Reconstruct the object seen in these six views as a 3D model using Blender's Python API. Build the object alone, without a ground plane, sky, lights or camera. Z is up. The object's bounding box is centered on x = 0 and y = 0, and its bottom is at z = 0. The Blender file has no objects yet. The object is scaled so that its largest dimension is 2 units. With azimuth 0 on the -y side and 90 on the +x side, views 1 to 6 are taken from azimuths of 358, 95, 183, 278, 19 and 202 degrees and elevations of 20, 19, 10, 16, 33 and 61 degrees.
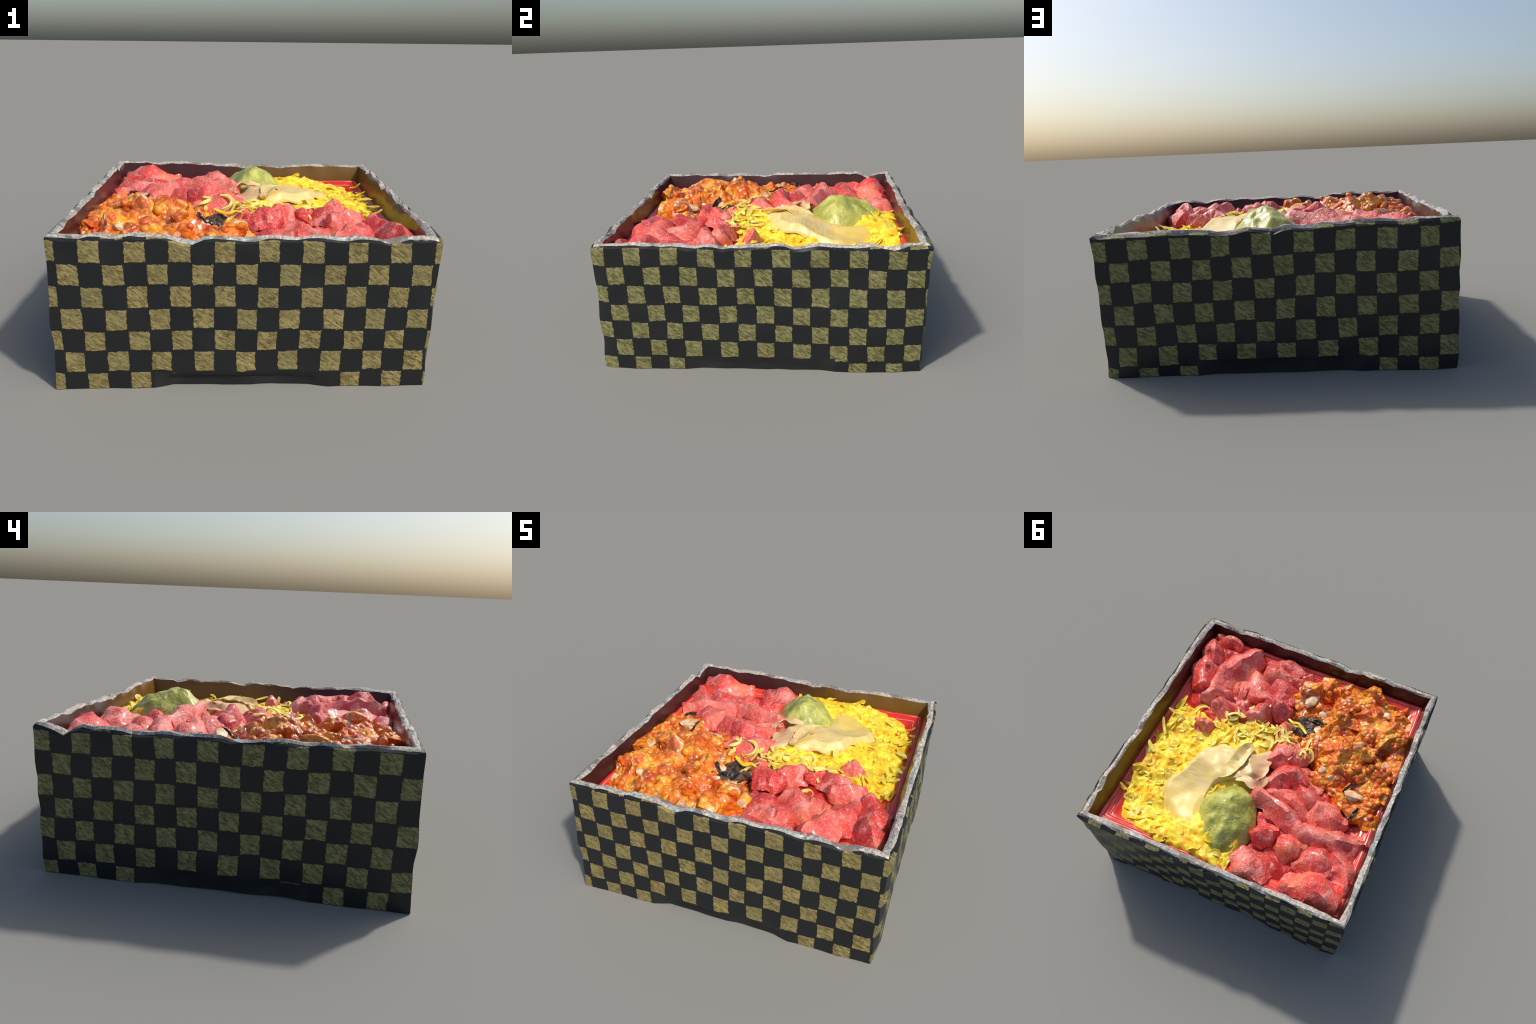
"""A square lacquered lunch box with a chequered paper wrap, filled with sliced raw fish,
salmon roe, shredded egg, pickled ginger and a mound of green horseradish paste."""
import math, random
import bmesh
import bpy
from mathutils import Vector, noise, Matrix
from mathutils.bvhtree import BVHTree

TAU = math.tau
rnd = random.Random(11)


# ------------------------------------------------------------------ helpers
def lerp(a, b, t):
    return a + (b - a) * t


def smooth(a, b, x):
    t = min(1.0, max(0.0, (x - a) / (b - a)))
    return t * t * (3 - 2 * t)


def nz(x, y, z, f, seed=0.0):
    """Perlin noise, -1..1, at frequency f."""
    return noise.noise(Vector((x * f + seed * 7.31, y * f - seed * 3.17, z * f + seed * 1.93)))


def fbm(x, y, z, f, seed=0.0, octaves=3, gain=.5):
    s, a = 0.0, 1.0
    for k in range(octaves):
        s += a * nz(x, y, z, f, seed + k * 5.1)
        f, a = f * 2.1, a * gain
    return s


def mesh_of(name, verts, faces, angle=35, tri=False, closed=True):
    me = bpy.data.meshes.new(name)
    me.from_pydata([tuple(v) for v in verts], [], faces)
    me.validate()
    me.polygons.foreach_set("use_smooth", [True] * len(me.polygons))
    bm = bmesh.new()
    bm.from_mesh(me)
    if tri:
        bmesh.ops.triangulate(bm, faces=bm.faces[:])
    if closed:
        bmesh.ops.recalc_face_normals(bm, faces=bm.faces[:])
    bm.to_mesh(me)
    bm.free()
    me.set_sharp_from_angle(angle=math.radians(angle))
    me.update()
    return me


def add(name, me, parent=None, mat=None):
    o = bpy.data.objects.new(name, me)
    bpy.context.scene.collection.objects.link(o)
    if parent is not None:
        o.parent = parent
    if mat is not None and me is not None and not me.materials:
        me.materials.append(mat)
    return o


FACETED = []


def facet(o, ratio, angle):
    """Queue a mesh for irregular coarse faceting, as a scan has it."""
    FACETED.append((o, angle))
    d = o.modifiers.new("facets", "DECIMATE")
    d.ratio = ratio
    return o


def apply_facets():
    bpy.context.view_layer.update()
    deps = bpy.context.evaluated_depsgraph_get()
    done = []
    for o, angle in FACETED:
        me = bpy.data.meshes.new_from_object(o.evaluated_get(deps))
        me.name = o.data.name
        done.append((o, me, angle))
    for o, me, angle in done:
        o.modifiers.clear()
        o.data = me
        me.polygons.foreach_set("use_smooth", [True] * len(me.polygons))
        at = me.attributes.get("sharp_edge")
        if at:
            me.attributes.remove(at)
        me.set_sharp_from_angle(angle=math.radians(angle))
    FACETED.clear()


def empty(name, label, category, at=(0, 0, 0)):
    e = bpy.data.objects.new(name, None)
    e.empty_display_size = .1
    bpy.context.scene.collection.objects.link(e)
    e["label"], e["category"] = label, category
    return e


def spline(pts, n):
    """Catmull-Rom through control points (tuples of any length), n samples."""
    pts = [tuple(p) for p in pts]
    if len(pts) == 2:
        a, b = pts
        pts = [a, tuple((u + v) / 2 for u, v in zip(a, b)), b]
    q = [tuple(2 * a - b for a, b in zip(pts[0], pts[1]))] + pts + [tuple(2 * a - b for a, b in zip(pts[-1], pts[-2]))]
    out, segs = [], len(pts) - 1
    for i in range(n):
        u = i / (n - 1) * segs
        k = min(int(u), segs - 1)
        t = u - k
        p0, p1, p2, p3 = q[k:k + 4]
        out.append(tuple(.5 * (2 * b + (c - a) * t + (2 * a - 5 * b + 4 * c - d) * t * t + (3 * b - a - 3 * c + d) * t ** 3)
                         for a, b, c, d in zip(p0, p1, p2, p3)))
    return out


def bvh_of(objects):
    verts, faces = [], []
    for o in objects:
        n0 = len(verts)
        verts += [v.co.copy() for v in o.data.vertices]
        faces += [tuple(n0 + i for i in p.vertices) for p in o.data.polygons]
    return BVHTree.FromPolygons(verts, faces)


def inside(x, y, poly):
    hit, j = False, len(poly) - 1
    for i in range(len(poly)):
        (xi, yi), (xj, yj) = poly[i], poly[j]
        if (yi > y) != (yj > y) and x < (xj - xi) * (y - yi) / (yj - yi) + xi:
            hit = not hit
        j = i
    return hit


# ------------------------------------------------------------------ materials
class Nodes:
    def __init__(self, name):
        self.mat = bpy.data.materials.new(name)
        self.mat.use_nodes = True
        self.t = self.mat.node_tree
        self.bsdf = self.t.nodes["Principled BSDF"]
        self.coord = self.new("ShaderNodeTexCoord")

    def new(self, kind, **props):
        n = self.t.nodes.new(kind)
        for k, v in props.items():
            setattr(n, k, v)
        return n

    def put(self, socket, value):
        if isinstance(value, bpy.types.NodeSocket):
            self.t.links.new(value, socket)
        else:
            if isinstance(value, tuple) and len(value) == 3 and socket.type == "RGBA":
                value = (*value, 1)
            socket.default_value = value

    def set(self, **k):
        for name, v in k.items():
            self.put(self.bsdf.inputs[name.replace("_", " ")], v)

    def math(self, op, a, b=0.0, c=0.0, clamp=False):
        n = self.new("ShaderNodeMath", operation=op, use_clamp=clamp)
        for s, v in zip(n.inputs, (a, b, c)):
            self.put(s, v)
        return n.outputs[0]

    def mix(self, f, a, b, blend="MIX"):
        n = self.new("ShaderNodeMix", data_type="RGBA", blend_type=blend)
        self.put(n.inputs[0], f)
        self.put(n.inputs[6], a)
        self.put(n.inputs[7], b)
        return n.outputs[2]

    def noise(self, scale, detail=3, rough=.5, vec=None, dist=0.0):
        n = self.new("ShaderNodeTexNoise")
        self.put(n.inputs["Vector"], vec or self.coord.outputs["Object"])
        n.inputs["Scale"].default_value, n.inputs["Detail"].default_value = scale, detail
        n.inputs["Roughness"].default_value, n.inputs["Distortion"].default_value = rough, dist
        return n.outputs["Fac"]

    def voronoi(self, scale, feature="F1", vec=None, out="Distance"):
        n = self.new("ShaderNodeTexVoronoi", feature=feature)
        self.put(n.inputs["Vector"], vec or self.coord.outputs["Object"])
        n.inputs["Scale"].default_value = scale
        return n.outputs[out]

    def streak(self, along, across, axis, angle):
        """Coordinates that stretch a texture into streaks lying at an angle in a wall's plane."""
        n = self.new("ShaderNodeMapping", vector_type="TEXTURE")
        self.put(n.inputs["Vector"], self.coord.outputs["Object"])
        n.inputs["Scale"].default_value = (1 / along, 1 / across, 1 / across) if axis == 0 else (1 / across, 1 / along, 1 / across)
        n.inputs["Rotation"].default_value = (0, angle, 0) if axis == 0 else (angle, 0, 0)
        return n.outputs[0]

    def mapping(self, scale=(1, 1, 1), rot=(0, 0, 0), vec=None):
        n = self.new("ShaderNodeMapping")
        self.put(n.inputs["Vector"], vec or self.coord.outputs["Object"])
        n.inputs["Scale"].default_value, n.inputs["Rotation"].default_value = scale, rot
        return n.outputs[0]

    def step(self, v, lo, hi):
        n = self.new("ShaderNodeMapRange", interpolation_type="SMOOTHSTEP")
        self.put(n.inputs["Value"], v)
        n.inputs["From Min"].default_value, n.inputs["From Max"].default_value = lo, hi
        return n.outputs[0]

    def bump(self, h, strength=.3, distance=.01):
        n = self.new("ShaderNodeBump")
        self.put(n.inputs["Height"], h)
        n.inputs["Strength"].default_value, n.inputs["Distance"].default_value = strength, distance
        self.put(self.bsdf.inputs["Normal"], n.outputs[0])

    def random(self):
        return self.new("ShaderNodeObjectInfo").outputs["Random"]

    def xyz(self, vec=None):
        n = self.new("ShaderNodeSeparateXYZ")
        self.put(n.inputs[0], vec or self.coord.outputs["Object"])
        return n.outputs


def mat_checker(name, axis, sign, shift, tilt, rows_top, worn=0.0):
    """Black paper printed with rough gold squares; axis is the wall's run (0 = x, 1 = y)."""
    m = Nodes(name)
    # wobble the lookup so that the square edges are ragged
    wob = m.new("ShaderNodeTexNoise")
    m.put(wob.inputs["Vector"], m.coord.outputs["Object"])
    wob.inputs["Scale"].default_value, wob.inputs["Detail"].default_value = 42, 3
    sub = m.new("ShaderNodeVectorMath", operation="SUBTRACT")
    m.put(sub.inputs[0], wob.outputs["Color"])
    sub.inputs[1].default_value = (.5, .5, .5)
    sc = m.new("ShaderNodeVectorMath", operation="SCALE")
    m.put(sc.inputs[0], sub.outputs[0])
    sc.inputs["Scale"].default_value = .017
    wide = m.new("ShaderNodeTexNoise")
    m.put(wide.inputs["Vector"], m.coord.outputs["Object"])
    wide.inputs["Scale"].default_value, wide.inputs["Detail"].default_value = 3.0, 1
    sub2 = m.new("ShaderNodeVectorMath", operation="SUBTRACT")
    m.put(sub2.inputs[0], wide.outputs["Color"])
    sub2.inputs[1].default_value = (.5, .5, .5)
    sc2 = m.new("ShaderNodeVectorMath", operation="SCALE")
    m.put(sc2.inputs[0], sub2.outputs[0])
    sc2.inputs["Scale"].default_value = .03
    v1 = m.new("ShaderNodeVectorMath", operation="ADD")
    m.put(v1.inputs[0], sc.outputs[0])
    m.put(v1.inputs[1], sc2.outputs[0])
    v2 = m.new("ShaderNodeVectorMath", operation="ADD")
    m.put(v2.inputs[0], v1.outputs[0])
    m.put(v2.inputs[1], m.coord.outputs["Object"])
    p = m.xyz(v2.outputs[0])
    run = p[axis]
    u = m.math("DIVIDE", m.math("SUBTRACT", run, shift), .1090)
    row_z = m.math("ADD", m.math("MULTIPLY", run, tilt), rows_top)
    v = m.math("DIVIDE", m.math("SUBTRACT", row_z, p[2]), .1190)       # 1 at the first full row
    v = m.math("ADD", v, 1.0)
    fu, fv = m.math("ROUND", u), m.math("ROUND", v)
    parity = m.math("PINGPONG", m.math("ADD", fu, fv), 1.0)            # 0 where the cell is gold
    du = m.math("ABSOLUTE", m.math("SUBTRACT", u, fu))
    dv = m.math("ABSOLUTE", m.math("SUBTRACT", v, fv))
    edge = m.math("MULTIPLY", m.step(du, .482, .445), m.step(dv, .466, .430))
    gold_here = m.math("MULTIPLY", m.step(parity, .6, .4), edge)
    # straw-like gold leaf: short slanting fibres, their slant changing from cell to cell
    fib = m.noise(1.0, 4, .6, m.streak(22, 90, axis, .62 * sign), .9)
    fib2 = m.noise(1.0, 3, .6, m.streak(26, 75, axis, .15 * sign), .6)
    grain = m.math("ADD", m.math("MULTIPLY", fib, .68), m.math("MULTIPLY", fib2, .32))
    cell = m.new("ShaderNodeTexWhiteNoise", noise_dimensions="2D")
    cv = m.new("ShaderNodeCombineXYZ")
    m.put(cv.inputs[0], fu)
    m.put(cv.inputs[1], fv)
    m.put(cell.inputs["Vector"], cv.outputs[0])
    gold = m.mix(m.step(grain, .39, .61), (.125, .092, .030), (.350, .285, .112))
    gold = m.mix(m.math("MULTIPLY", cell.outputs["Value"], .45), gold, (.190, .175, .072))
    gold = m.mix(m.step(m.noise(55, 2), .62, .72), gold, (.09, .075, .03))
    gold = m.mix(worn, gold, m.mix(m.step(grain, .39, .61), (.085, .082, .028), (.265, .255, .105)))  # darker, greener gold mixed in on the right, back and left walls
    black = m.mix(m.noise(6, 3), (.0105, .0125, .0145), (.0185, .0190, .0195))
    m.set(Base_Color=m.mix(gold_here, black, gold), Roughness=m.mix(gold_here, (.42,) * 3, (.62,) * 3))
    m.set(Specular_IOR_Level=.3)
    m.bump(m.math("MULTIPLY", m.math("ADD", m.math("MULTIPLY", grain, 1.0), .2), gold_here), .55, .012)
    return m.mat


def mat_rim():
    m = Nodes("stone_grey_rim")
    a = m.noise(60, 4, .7, None, .5)
    warm = m.mix(m.step(a, .33, .68), (.25, .215, .185), (.60, .545, .48))
    cool = m.mix(m.step(a, .33, .68), (.19, .20, .19), (.50, .515, .465))
    c = m.mix(m.step(m.noise(4.5, 2), .50, .62), warm, cool)
    c = m.mix(m.math("MULTIPLY", m.step(m.noise(9, 3), .53, .66), .85), c, (.17, .135, .11))
    c = m.mix(m.step(m.noise(30, 3), .60, .70), c, (.70, .64, .55))
    m.set(Base_Color=c, Roughness=.5, Specular_IOR_Level=.35)
    m.bump(a, .6, .010)
    return m.mat


def mat_lacquer():
    m = Nodes("dark_red_lacquer")
    p = m.xyz()
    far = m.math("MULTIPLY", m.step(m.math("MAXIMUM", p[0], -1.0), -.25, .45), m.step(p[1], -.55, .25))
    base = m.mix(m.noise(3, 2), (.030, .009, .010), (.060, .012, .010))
    warm = m.mix(m.noise(4, 2), (.115, .050, .010), (.170, .100, .014))  # yellow reflection of the egg painted into the lacquer, right and back walls
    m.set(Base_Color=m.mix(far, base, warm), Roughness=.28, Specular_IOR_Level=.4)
    m.bump(m.noise(25, 2), .1, .005)
    return m.mat


def mat_tray():
    m = Nodes("red_tray")
    c = m.mix(m.step(m.noise(3.2, 3), .35, .65), (.64, .028, .018), (.84, .052, .026))
    m.set(Base_Color=c, Roughness=.28, Coat_Weight=.4, Coat_Roughness=.1)
    m.bump(m.noise(18, 2), .15, .006)
    return m.mat


def mat_stripe():
    m = Nodes("pale_tray_stripe")
    m.set(Base_Color=m.mix(m.step(m.noise(9, 2), .4, .6), (.55, .09, .07), (.75, .27, .22)), Roughness=.35)
    return m.mat


def mat_fish():
    m = Nodes("raw_fish_flesh")
    big = m.noise(5.0, 3, .55)
    r = m.random()
    c = m.mix(m.step(big, .36, .64), (.66, .056, .040), (.80, .155, .105))
    c = m.mix(m.step(m.math("ADD", m.noise(2.4, 2), m.math("MULTIPLY", m.math("SUBTRACT", r, .5), .35)), .50, .64), c, (.74, .040, .028))
    c = m.mix(m.math("MULTIPLY", m.step(m.noise(3.3, 2, .5, None, .5), .54, .66), .75), c, (.82, .19, .085))
    c = m.mix(m.math("MULTIPLY", m.step(r, .75, .95), .4), c, (.48, .032, .040))
    c = m.mix(m.math("MULTIPLY", m.step(m.noise(4.2, 3, .6, None, .8), .58, .70), .40), c, (.90, .34, .29))
    # pale fat flecks and fine fibres
    fleck = m.noise(1.0, 4, .7, m.mapping((60, 38, 60), (.2, .3, .7)), 1.2)
    c = m.mix(m.math("MULTIPLY", m.step(fleck, .50, .66), .50), c, (.92, .46, .40))
    c = m.mix(m.math("MULTIPLY", m.step(m.noise(10, 4, .65, None, 1.2), .53, .66), .46), c, (.93, .47, .40))
    m.set(Base_Color=c, Roughness=m.math("ADD", m.math("MULTIPLY", fleck, .30), .16), Specular_IOR_Level=.55,
          Coat_Weight=.28, Coat_Roughness=.16)
    h = m.math("ADD", m.math("MULTIPLY", fleck, .6), m.noise(30, 4, .65, None, .8))
    m.bump(h, .60, .014)
    return m.mat


def mat_fish_bed():
    m = Nodes("dark_fish_flesh")
    m.set(Base_Color=m.mix(m.step(m.noise(8, 3), .4, .6), (.40, .016, .014), (.62, .05, .040)), Roughness=.35)
    m.bump(m.noise(22, 4), .7, .016)
    return m.mat


def mat_roe(bead=True):
    m = Nodes("roe_skin" if bead else "roe_jelly")
    n = m.noise(1.0, 2, .5, m.mapping((22, 22, 22)) if bead else m.mapping((7, 7, 7)))
    big = m.noise(3.0, 2, .5, m.new("ShaderNodeNewGeometry").outputs["Position"])
    c = m.mix(m.step(n, .35, .65), (.68, .120, .008), (.86, .250, .014))
    c = m.mix(m.math("MULTIPLY", m.step(big, .50, .66), .50), c, (.46, .105, .014))
    if bead:
        r = m.random()
        c = m.mix(m.math("MULTIPLY", m.step(r, .72, .9), .75), c, (.88, .38, .020))
        c = m.mix(m.math("MULTIPLY", m.step(r, .26, .1), .75), c, (.68, .085, .022))
    else:
        c = m.mix(m.math("MULTIPLY", m.step(m.noise(8, 2), .51, .62), .85), c, (.94, .44, .045))
        c = m.mix(m.math("MULTIPLY", m.step(m.noise(10, 3), .61, .67), .8), c, (.86, .64, .38))
        c = m.mix(m.math("MULTIPLY", m.step(m.noise(6.5, 3), .57, .67), .75), c, (.24, .065, .018))
        c = m.mix(m.math("MULTIPLY", m.step(m.noise(8, 2), .40, .30), .7), c, (.55, .045, .014))
        ring = m.voronoi(27)
        c = m.mix(m.math("MULTIPLY", m.step(ring, .50, .72), .35), c, (.42, .065, .008))
    m.set(Base_Color=c, Roughness=.20 if bead else .30, Specular_IOR_Level=.5, Coat_Weight=.5 if bead else .25, Coat_Roughness=.08 if bead else .15,
          Subsurface_Weight=.25, Subsurface_Scale=.02)
    m.bsdf.inputs["Subsurface Radius"].default_value = (1, .3, .08)
    if bead:
        m.bump(m.noise(40, 2), .25, .006)
    else:
        m.bump(m.math("ADD", m.math("MULTIPLY", m.voronoi(27), -1.4), m.noise(24, 3)), .8, .016)
    return m.mat


def mat_egg(mass=False, pale=False):
    m = Nodes("egg_mass_skin" if mass else "pale_egg_skin" if pale else "egg_skin")
    r = m.random()
    pos = m.new("ShaderNodeNewGeometry").outputs["Position"]
    n = m.noise(1.0, 3, .55, m.mapping((14, 14, 14), vec=pos))
    c = m.mix(m.step(n, .34, .62), (.95, .53, .020), (1.0, .78, .060))
    if pale:
        c = m.mix(.6, c, (.97, .80, .26))
    if mass:
        c = m.mix(m.step(m.noise(22, 3), .54, .68), c, (.82, .40, .015))
    else:
        c = m.mix(m.math("MULTIPLY", m.step(r, .55, .9), .6), c, (1.0, .86, .18))
        c = m.mix(m.math("MULTIPLY", m.step(r, .22, .08), .35), c, (.90, .80, .10))
        c = m.mix(m.math("MULTIPLY", m.step(m.noise(1.0, 2, .5, m.mapping((60, 60, 60), vec=pos)), .64, .74), .4), c, (.84, .40, .02))
    m.set(Base_Color=c, Roughness=.45, Specular_IOR_Level=.35, Coat_Weight=.1, Coat_Roughness=.3, Subsurface_Weight=.5, Subsurface_Scale=.05)
    m.bsdf.inputs["Subsurface Radius"].default_value = (1, .8, .2)
    m.bump(m.noise(1.0, 3, .6, m.mapping((45, 45, 45), vec=pos)), .3, .008)
    return m.mat


def mat_ginger():
    m = Nodes("ginger_flesh")
    p = m.xyz()
    fan = m.noise(1.0, 4, .6, m.mapping((26, 26, 8), (0, 0, .55), m.mapping((.22, 1.0, 1), (0, 0, .0))), 1.4)
    c = m.mix(m.step(fan, .35, .65), (.70, .50, .165), (.80, .62, .25))
    c = m.mix(m.step(p[1], .35, .62), c, (.78, .55, .12))
    c = m.mix(m.math("MULTIPLY", m.step(p[0], .20, .0), .55), c, (.74, .37, .26))
    c = m.mix(m.step(m.noise(6, 3), .60, .72), c, (.74, .58, .31))
    m.set(Base_Color=c, Roughness=.48, Coat_Weight=.10, Coat_Roughness=.25, Subsurface_Weight=.15, Subsurface_Scale=.02)
    m.bump(m.math("ADD", fan, m.noise(14, 2)), .22, .006)
    return m.mat


def mat_paste():
    m = Nodes("green_paste")
    n = m.noise(9, 4, .6, None, .6)
    c = m.mix(m.step(n, .34, .66), (.30, .315, .050), (.52, .51, .125))
    c = m.mix(m.step(m.noise(4, 2), .56, .70), c, (.46, .46, .10))
    m.set(Base_Color=c, Roughness=.40, Coat_Weight=.15, Coat_Roughness=.2, Specular_IOR_Level=.45)
    m.bump(m.noise(22, 3, .55, None, 1.4), .55, .014)
    return m.mat


def mat_plain(name, a, b, rough, scale=20, bump=.3):
    m = Nodes(name)
    n = m.noise(scale, 3)
    m.set(Base_Color=m.mix(m.step(n, .38, .62), a, b), Roughness=rough)
    m.bump(n, bump, .01)
    return m.mat


# ------------------------------------------------------------------ the box
# corners in the order front-left, front-right, back-right, back-left, seen from above
CORNER_LOW = [(-.984, -.983), (.940, -.980), (.964, .958), (-.956, .954)]
CORNER_HIGH = [(-.974, -.974), (.962, -.974), (.984, .992), (-.970, .972)]
RIM_Z = [.832, .811, .799, .825]
PER_SIDE = 38


def side_point(side, t, k, inset=0.0):
    """A point on the outline of the box: side 0..3, t along it, k from foot (0) to shoulder (1)."""
    a = [lerp(CORNER_LOW[side][i], CORNER_HIGH[side][i], k) for i in (0, 1)]
    b = [lerp(CORNER_LOW[(side + 1) % 4][i], CORNER_HIGH[(side + 1) % 4][i], k) for i in (0, 1)]
    x, y = lerp(a[0], b[0], t), lerp(a[1], b[1], t)
    sx, sy = 1 - inset / .97, 1 - inset / .97
    return x * sx, y * sy


def rim_z(side, t):
    return lerp(RIM_Z[side], RIM_Z[(side + 1) % 4], t)


NORMAL = [(0, -1), (1, 0), (0, 1), (-1, 0)]


def wobble(x, y, z, amount, f, seed):
    return Vector((nz(x, y, z, f, seed), nz(x, y, z, f, seed + 9), nz(x, y, z, f, seed + 17))) * amount


def ring_points(inset, k, z_of, chips=0.0, seed=1.0, amount=.006, zamount=.004, per=PER_SIDE):
    out = []
    for s in range(4):
        for i in range(per):
            t = i / per
            x, y = side_point(s, t, k, inset)
            if s == 1:
                x += .013 * smooth(0, .1, t) * smooth(1, .9, t)
            z = z_of(s, t)
            v = Vector((x, y, z))
            w = wobble(x, y, z, amount, 9, seed) + wobble(x, y, z, amount * .7, 23, seed + 3)
            v.x += w.x
            v.y += w.y
            v.z += w.z * zamount / max(amount, 1e-6)
            out.append(v)
    return out


def gutter(s, t):
    """The tray edge lies deeper along the right wall."""
    return .026 * smooth(0, .1, t) * smooth(1, .88, t) if s == 1 else 0.0


def build_box():
    box = empty("lunch_box", "square black lunch box with gold checks and red lining", "food container")
    n = PER_SIDE * 4
    levels = 18
    rings = []
    for j in range(levels + 1):
        k = j / levels
        ring = []
        for s in range(4):
            for i in range(PER_SIDE):
                t = i / PER_SIDE
                top = rim_z(s, t) - .022
                z = lerp(.004, top, k)
                x, y = side_point(s, t, k)
                nx, ny = NORMAL[s]
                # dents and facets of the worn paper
                d = .011 * nz(x, y, z, 5, 2) + .006 * nz(x, y, z, 13, 5)
                low = smooth(.65, .15, z)
                run = smooth(-.05, .06, t) * smooth(1, .88, t)
                if s == 1:
                    d += run * (.016 + .009 * low * smooth(.1, .75, t))
                elif s == 2:
                    d += run * (.006 + .009 * smooth(.75, .35, t) * (.4 + .6 * low))
                elif s == 3:
                    d += run * .001
                # the cut-out under each side, with the dark foot set back in it
                rec = smooth(.088, .070, z) * smooth(.265, .315, t) * smooth(.735, .685, t)
                d -= (.030 if s == 0 else .016) * rec
                corner = i == 0
                if corner:
                    px, py = NORMAL[s - 1]
                    nx, ny = nx + px, ny + py
                    d = -.004 + .010 * nz(x, y, z, 8, 4)
                jx = .006 * nz(x, y, z, 21, 11)
                jz = .008 * nz(x, y, z, 19, 12) if 0 < j < levels else .0
                if j == 0:
                    jz = -.004 + .006 * max(0.0, nz(x, y, z, 7, 13)) + .004 * rec * (1 + nz(x, y, z, 6, 3))
                v = Vector((x + nx * d + (0 if corner else -ny * jx), y + ny * d + (0 if corner else nx * jx), z + jz))
                if j == levels:
                    v.z += rim_wave(s, t)
                ring.append(v)
        rings.append(ring)
    outer = ring_points(.014, 1, lambda s, t: rim_z(s, t) - .011 + rim_wave(s, t), seed=21, amount=.011, zamount=.006)
    # split the faces: four printed walls, each with its own drawing, and the dark recess
    mats = [mat_checker("gold_checks_front", 0, 1, 0.0, -.0075, .7470), mat_checker("gold_checks_right", 1, -1, .036, -.0160, .7270, .9),
            mat_checker("gold_checks_back", 0, -1, -.036, -.0130, .7200, .9), mat_checker("gold_checks_left", 1, 1, -.053, -.0110, .7480, .9)]
    dark = mat_plain("dark_foot", (.009, .010, .011), (.016, .016, .017), .55, 8, .2)
    groups = {}
    for j in range(levels):
        for i in range(n):
            s, t = i // PER_SIDE, (i % PER_SIDE + .5) / PER_SIDE
            zc = (j + .5) / levels * .8
            key = ("foot_recess", s) if zc < .078 and .275 < t < .725 else ("printed_wall", s)
            a, b = i, (i + 1) % n
            quad = [rings[j][a], rings[j][b], rings[j + 1][b], rings[j + 1][a]]
            groups.setdefault(key, []).append(quad)
    for i in range(n):
        b = (i + 1) % n
        groups[("printed_wall", i // PER_SIDE)].append([rings[-1][i], rings[-1][b], outer[b], outer[i]])
    for (kind, s), quads in groups.items():
        o = add(kind, weld(kind, quads, 24), box, mats[s] if kind == "printed_wall" else dark)
    # underside
    base = rings[0]
    c = Vector((0, 0, .03))
    quads = []
    inner = [Vector((v.x * .9, v.y * .9, .03)) for v in base]
    for i in range(n):
        b = (i + 1) % n
        quads.append([base[b], base[i], inner[i], inner[b]])
        quads.append([inner[b], inner[i], c])
    add("underside", weld("underside", quads, 30), box, dark)

    # the grey rim: shoulder, outer arris, flat top, inner arris
    crown = ring_points(.024, 1, lambda s, t: rim_z(s, t) + rim_wave(s, t), seed=22, amount=.007, zamount=.008)
    crown2 = ring_points(.042, 1, lambda s, t: rim_z(s, t) - .001 + rim_wave(s, t), seed=23, amount=.008, zamount=.008)
    lip = ring_points(.054, 1, lambda s, t: rim_z(s, t) - .010 + .8 * rim_wave(s, t), seed=24, amount=.013, zamount=.008)
    quads = []
    for i in range(n):
        b = (i + 1) % n
        for p, q in ((outer, crown), (crown, crown2), (crown2, lip)):
            quads.append([p[i], p[b], q[b], q[i]])
    add("rim", weld("rim", quads, 28), box, mat_rim())
    # inner wall, dark lacquer
    mid = ring_points(.066, 1, lambda s, t: rim_z(s, t) - .050, seed=25, amount=.008)
    foot = ring_points(.078, 1, lambda s, t: rim_z(s, t) - .110, seed=26, amount=.007)
    deep = ring_points(.088, 1, lambda s, t: rim_z(s, t) - .190, seed=27, amount=.003)
    quads = []
    for i in range(n):
        b = (i + 1) % n
        for p, q in ((lip, mid), (mid, foot), (foot, deep)):
            quads.append([p[i], p[b], q[b], q[i]])
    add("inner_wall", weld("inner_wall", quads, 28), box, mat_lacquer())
    # red tray with stepped, striped edges
    prof = [(.076, -.118), (.084, -.112), (.094, -.113), (.104, -.118), (.112, -.127), (.122, -.126), (.132, -.132),
            (.142, -.142), (.152, -.141), (.162, -.150), (.180, -.170), (.26, -.185)]
    trs = [ring_points(o, 1, lambda s, t, d=d: rim_z(s, t) + d - gutter(s, t), seed=31 + .1 * o, amount=.004, zamount=.005) for o, d in prof]
    quads = []
    for p, q in zip(trs, trs[1:]):
        for i in range(n):
            b = (i + 1) % n
            quads.append([p[i], p[b], q[b], q[i]])
    mid_floor = Vector((0, 0, .62))
    for i in range(n):
        quads.append([trs[-1][i], trs[-1][(i + 1) % n], mid_floor])
    tray = add("tray", weld("tray", quads, 60), box, mat_tray())
    stripe = mat_stripe()
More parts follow.
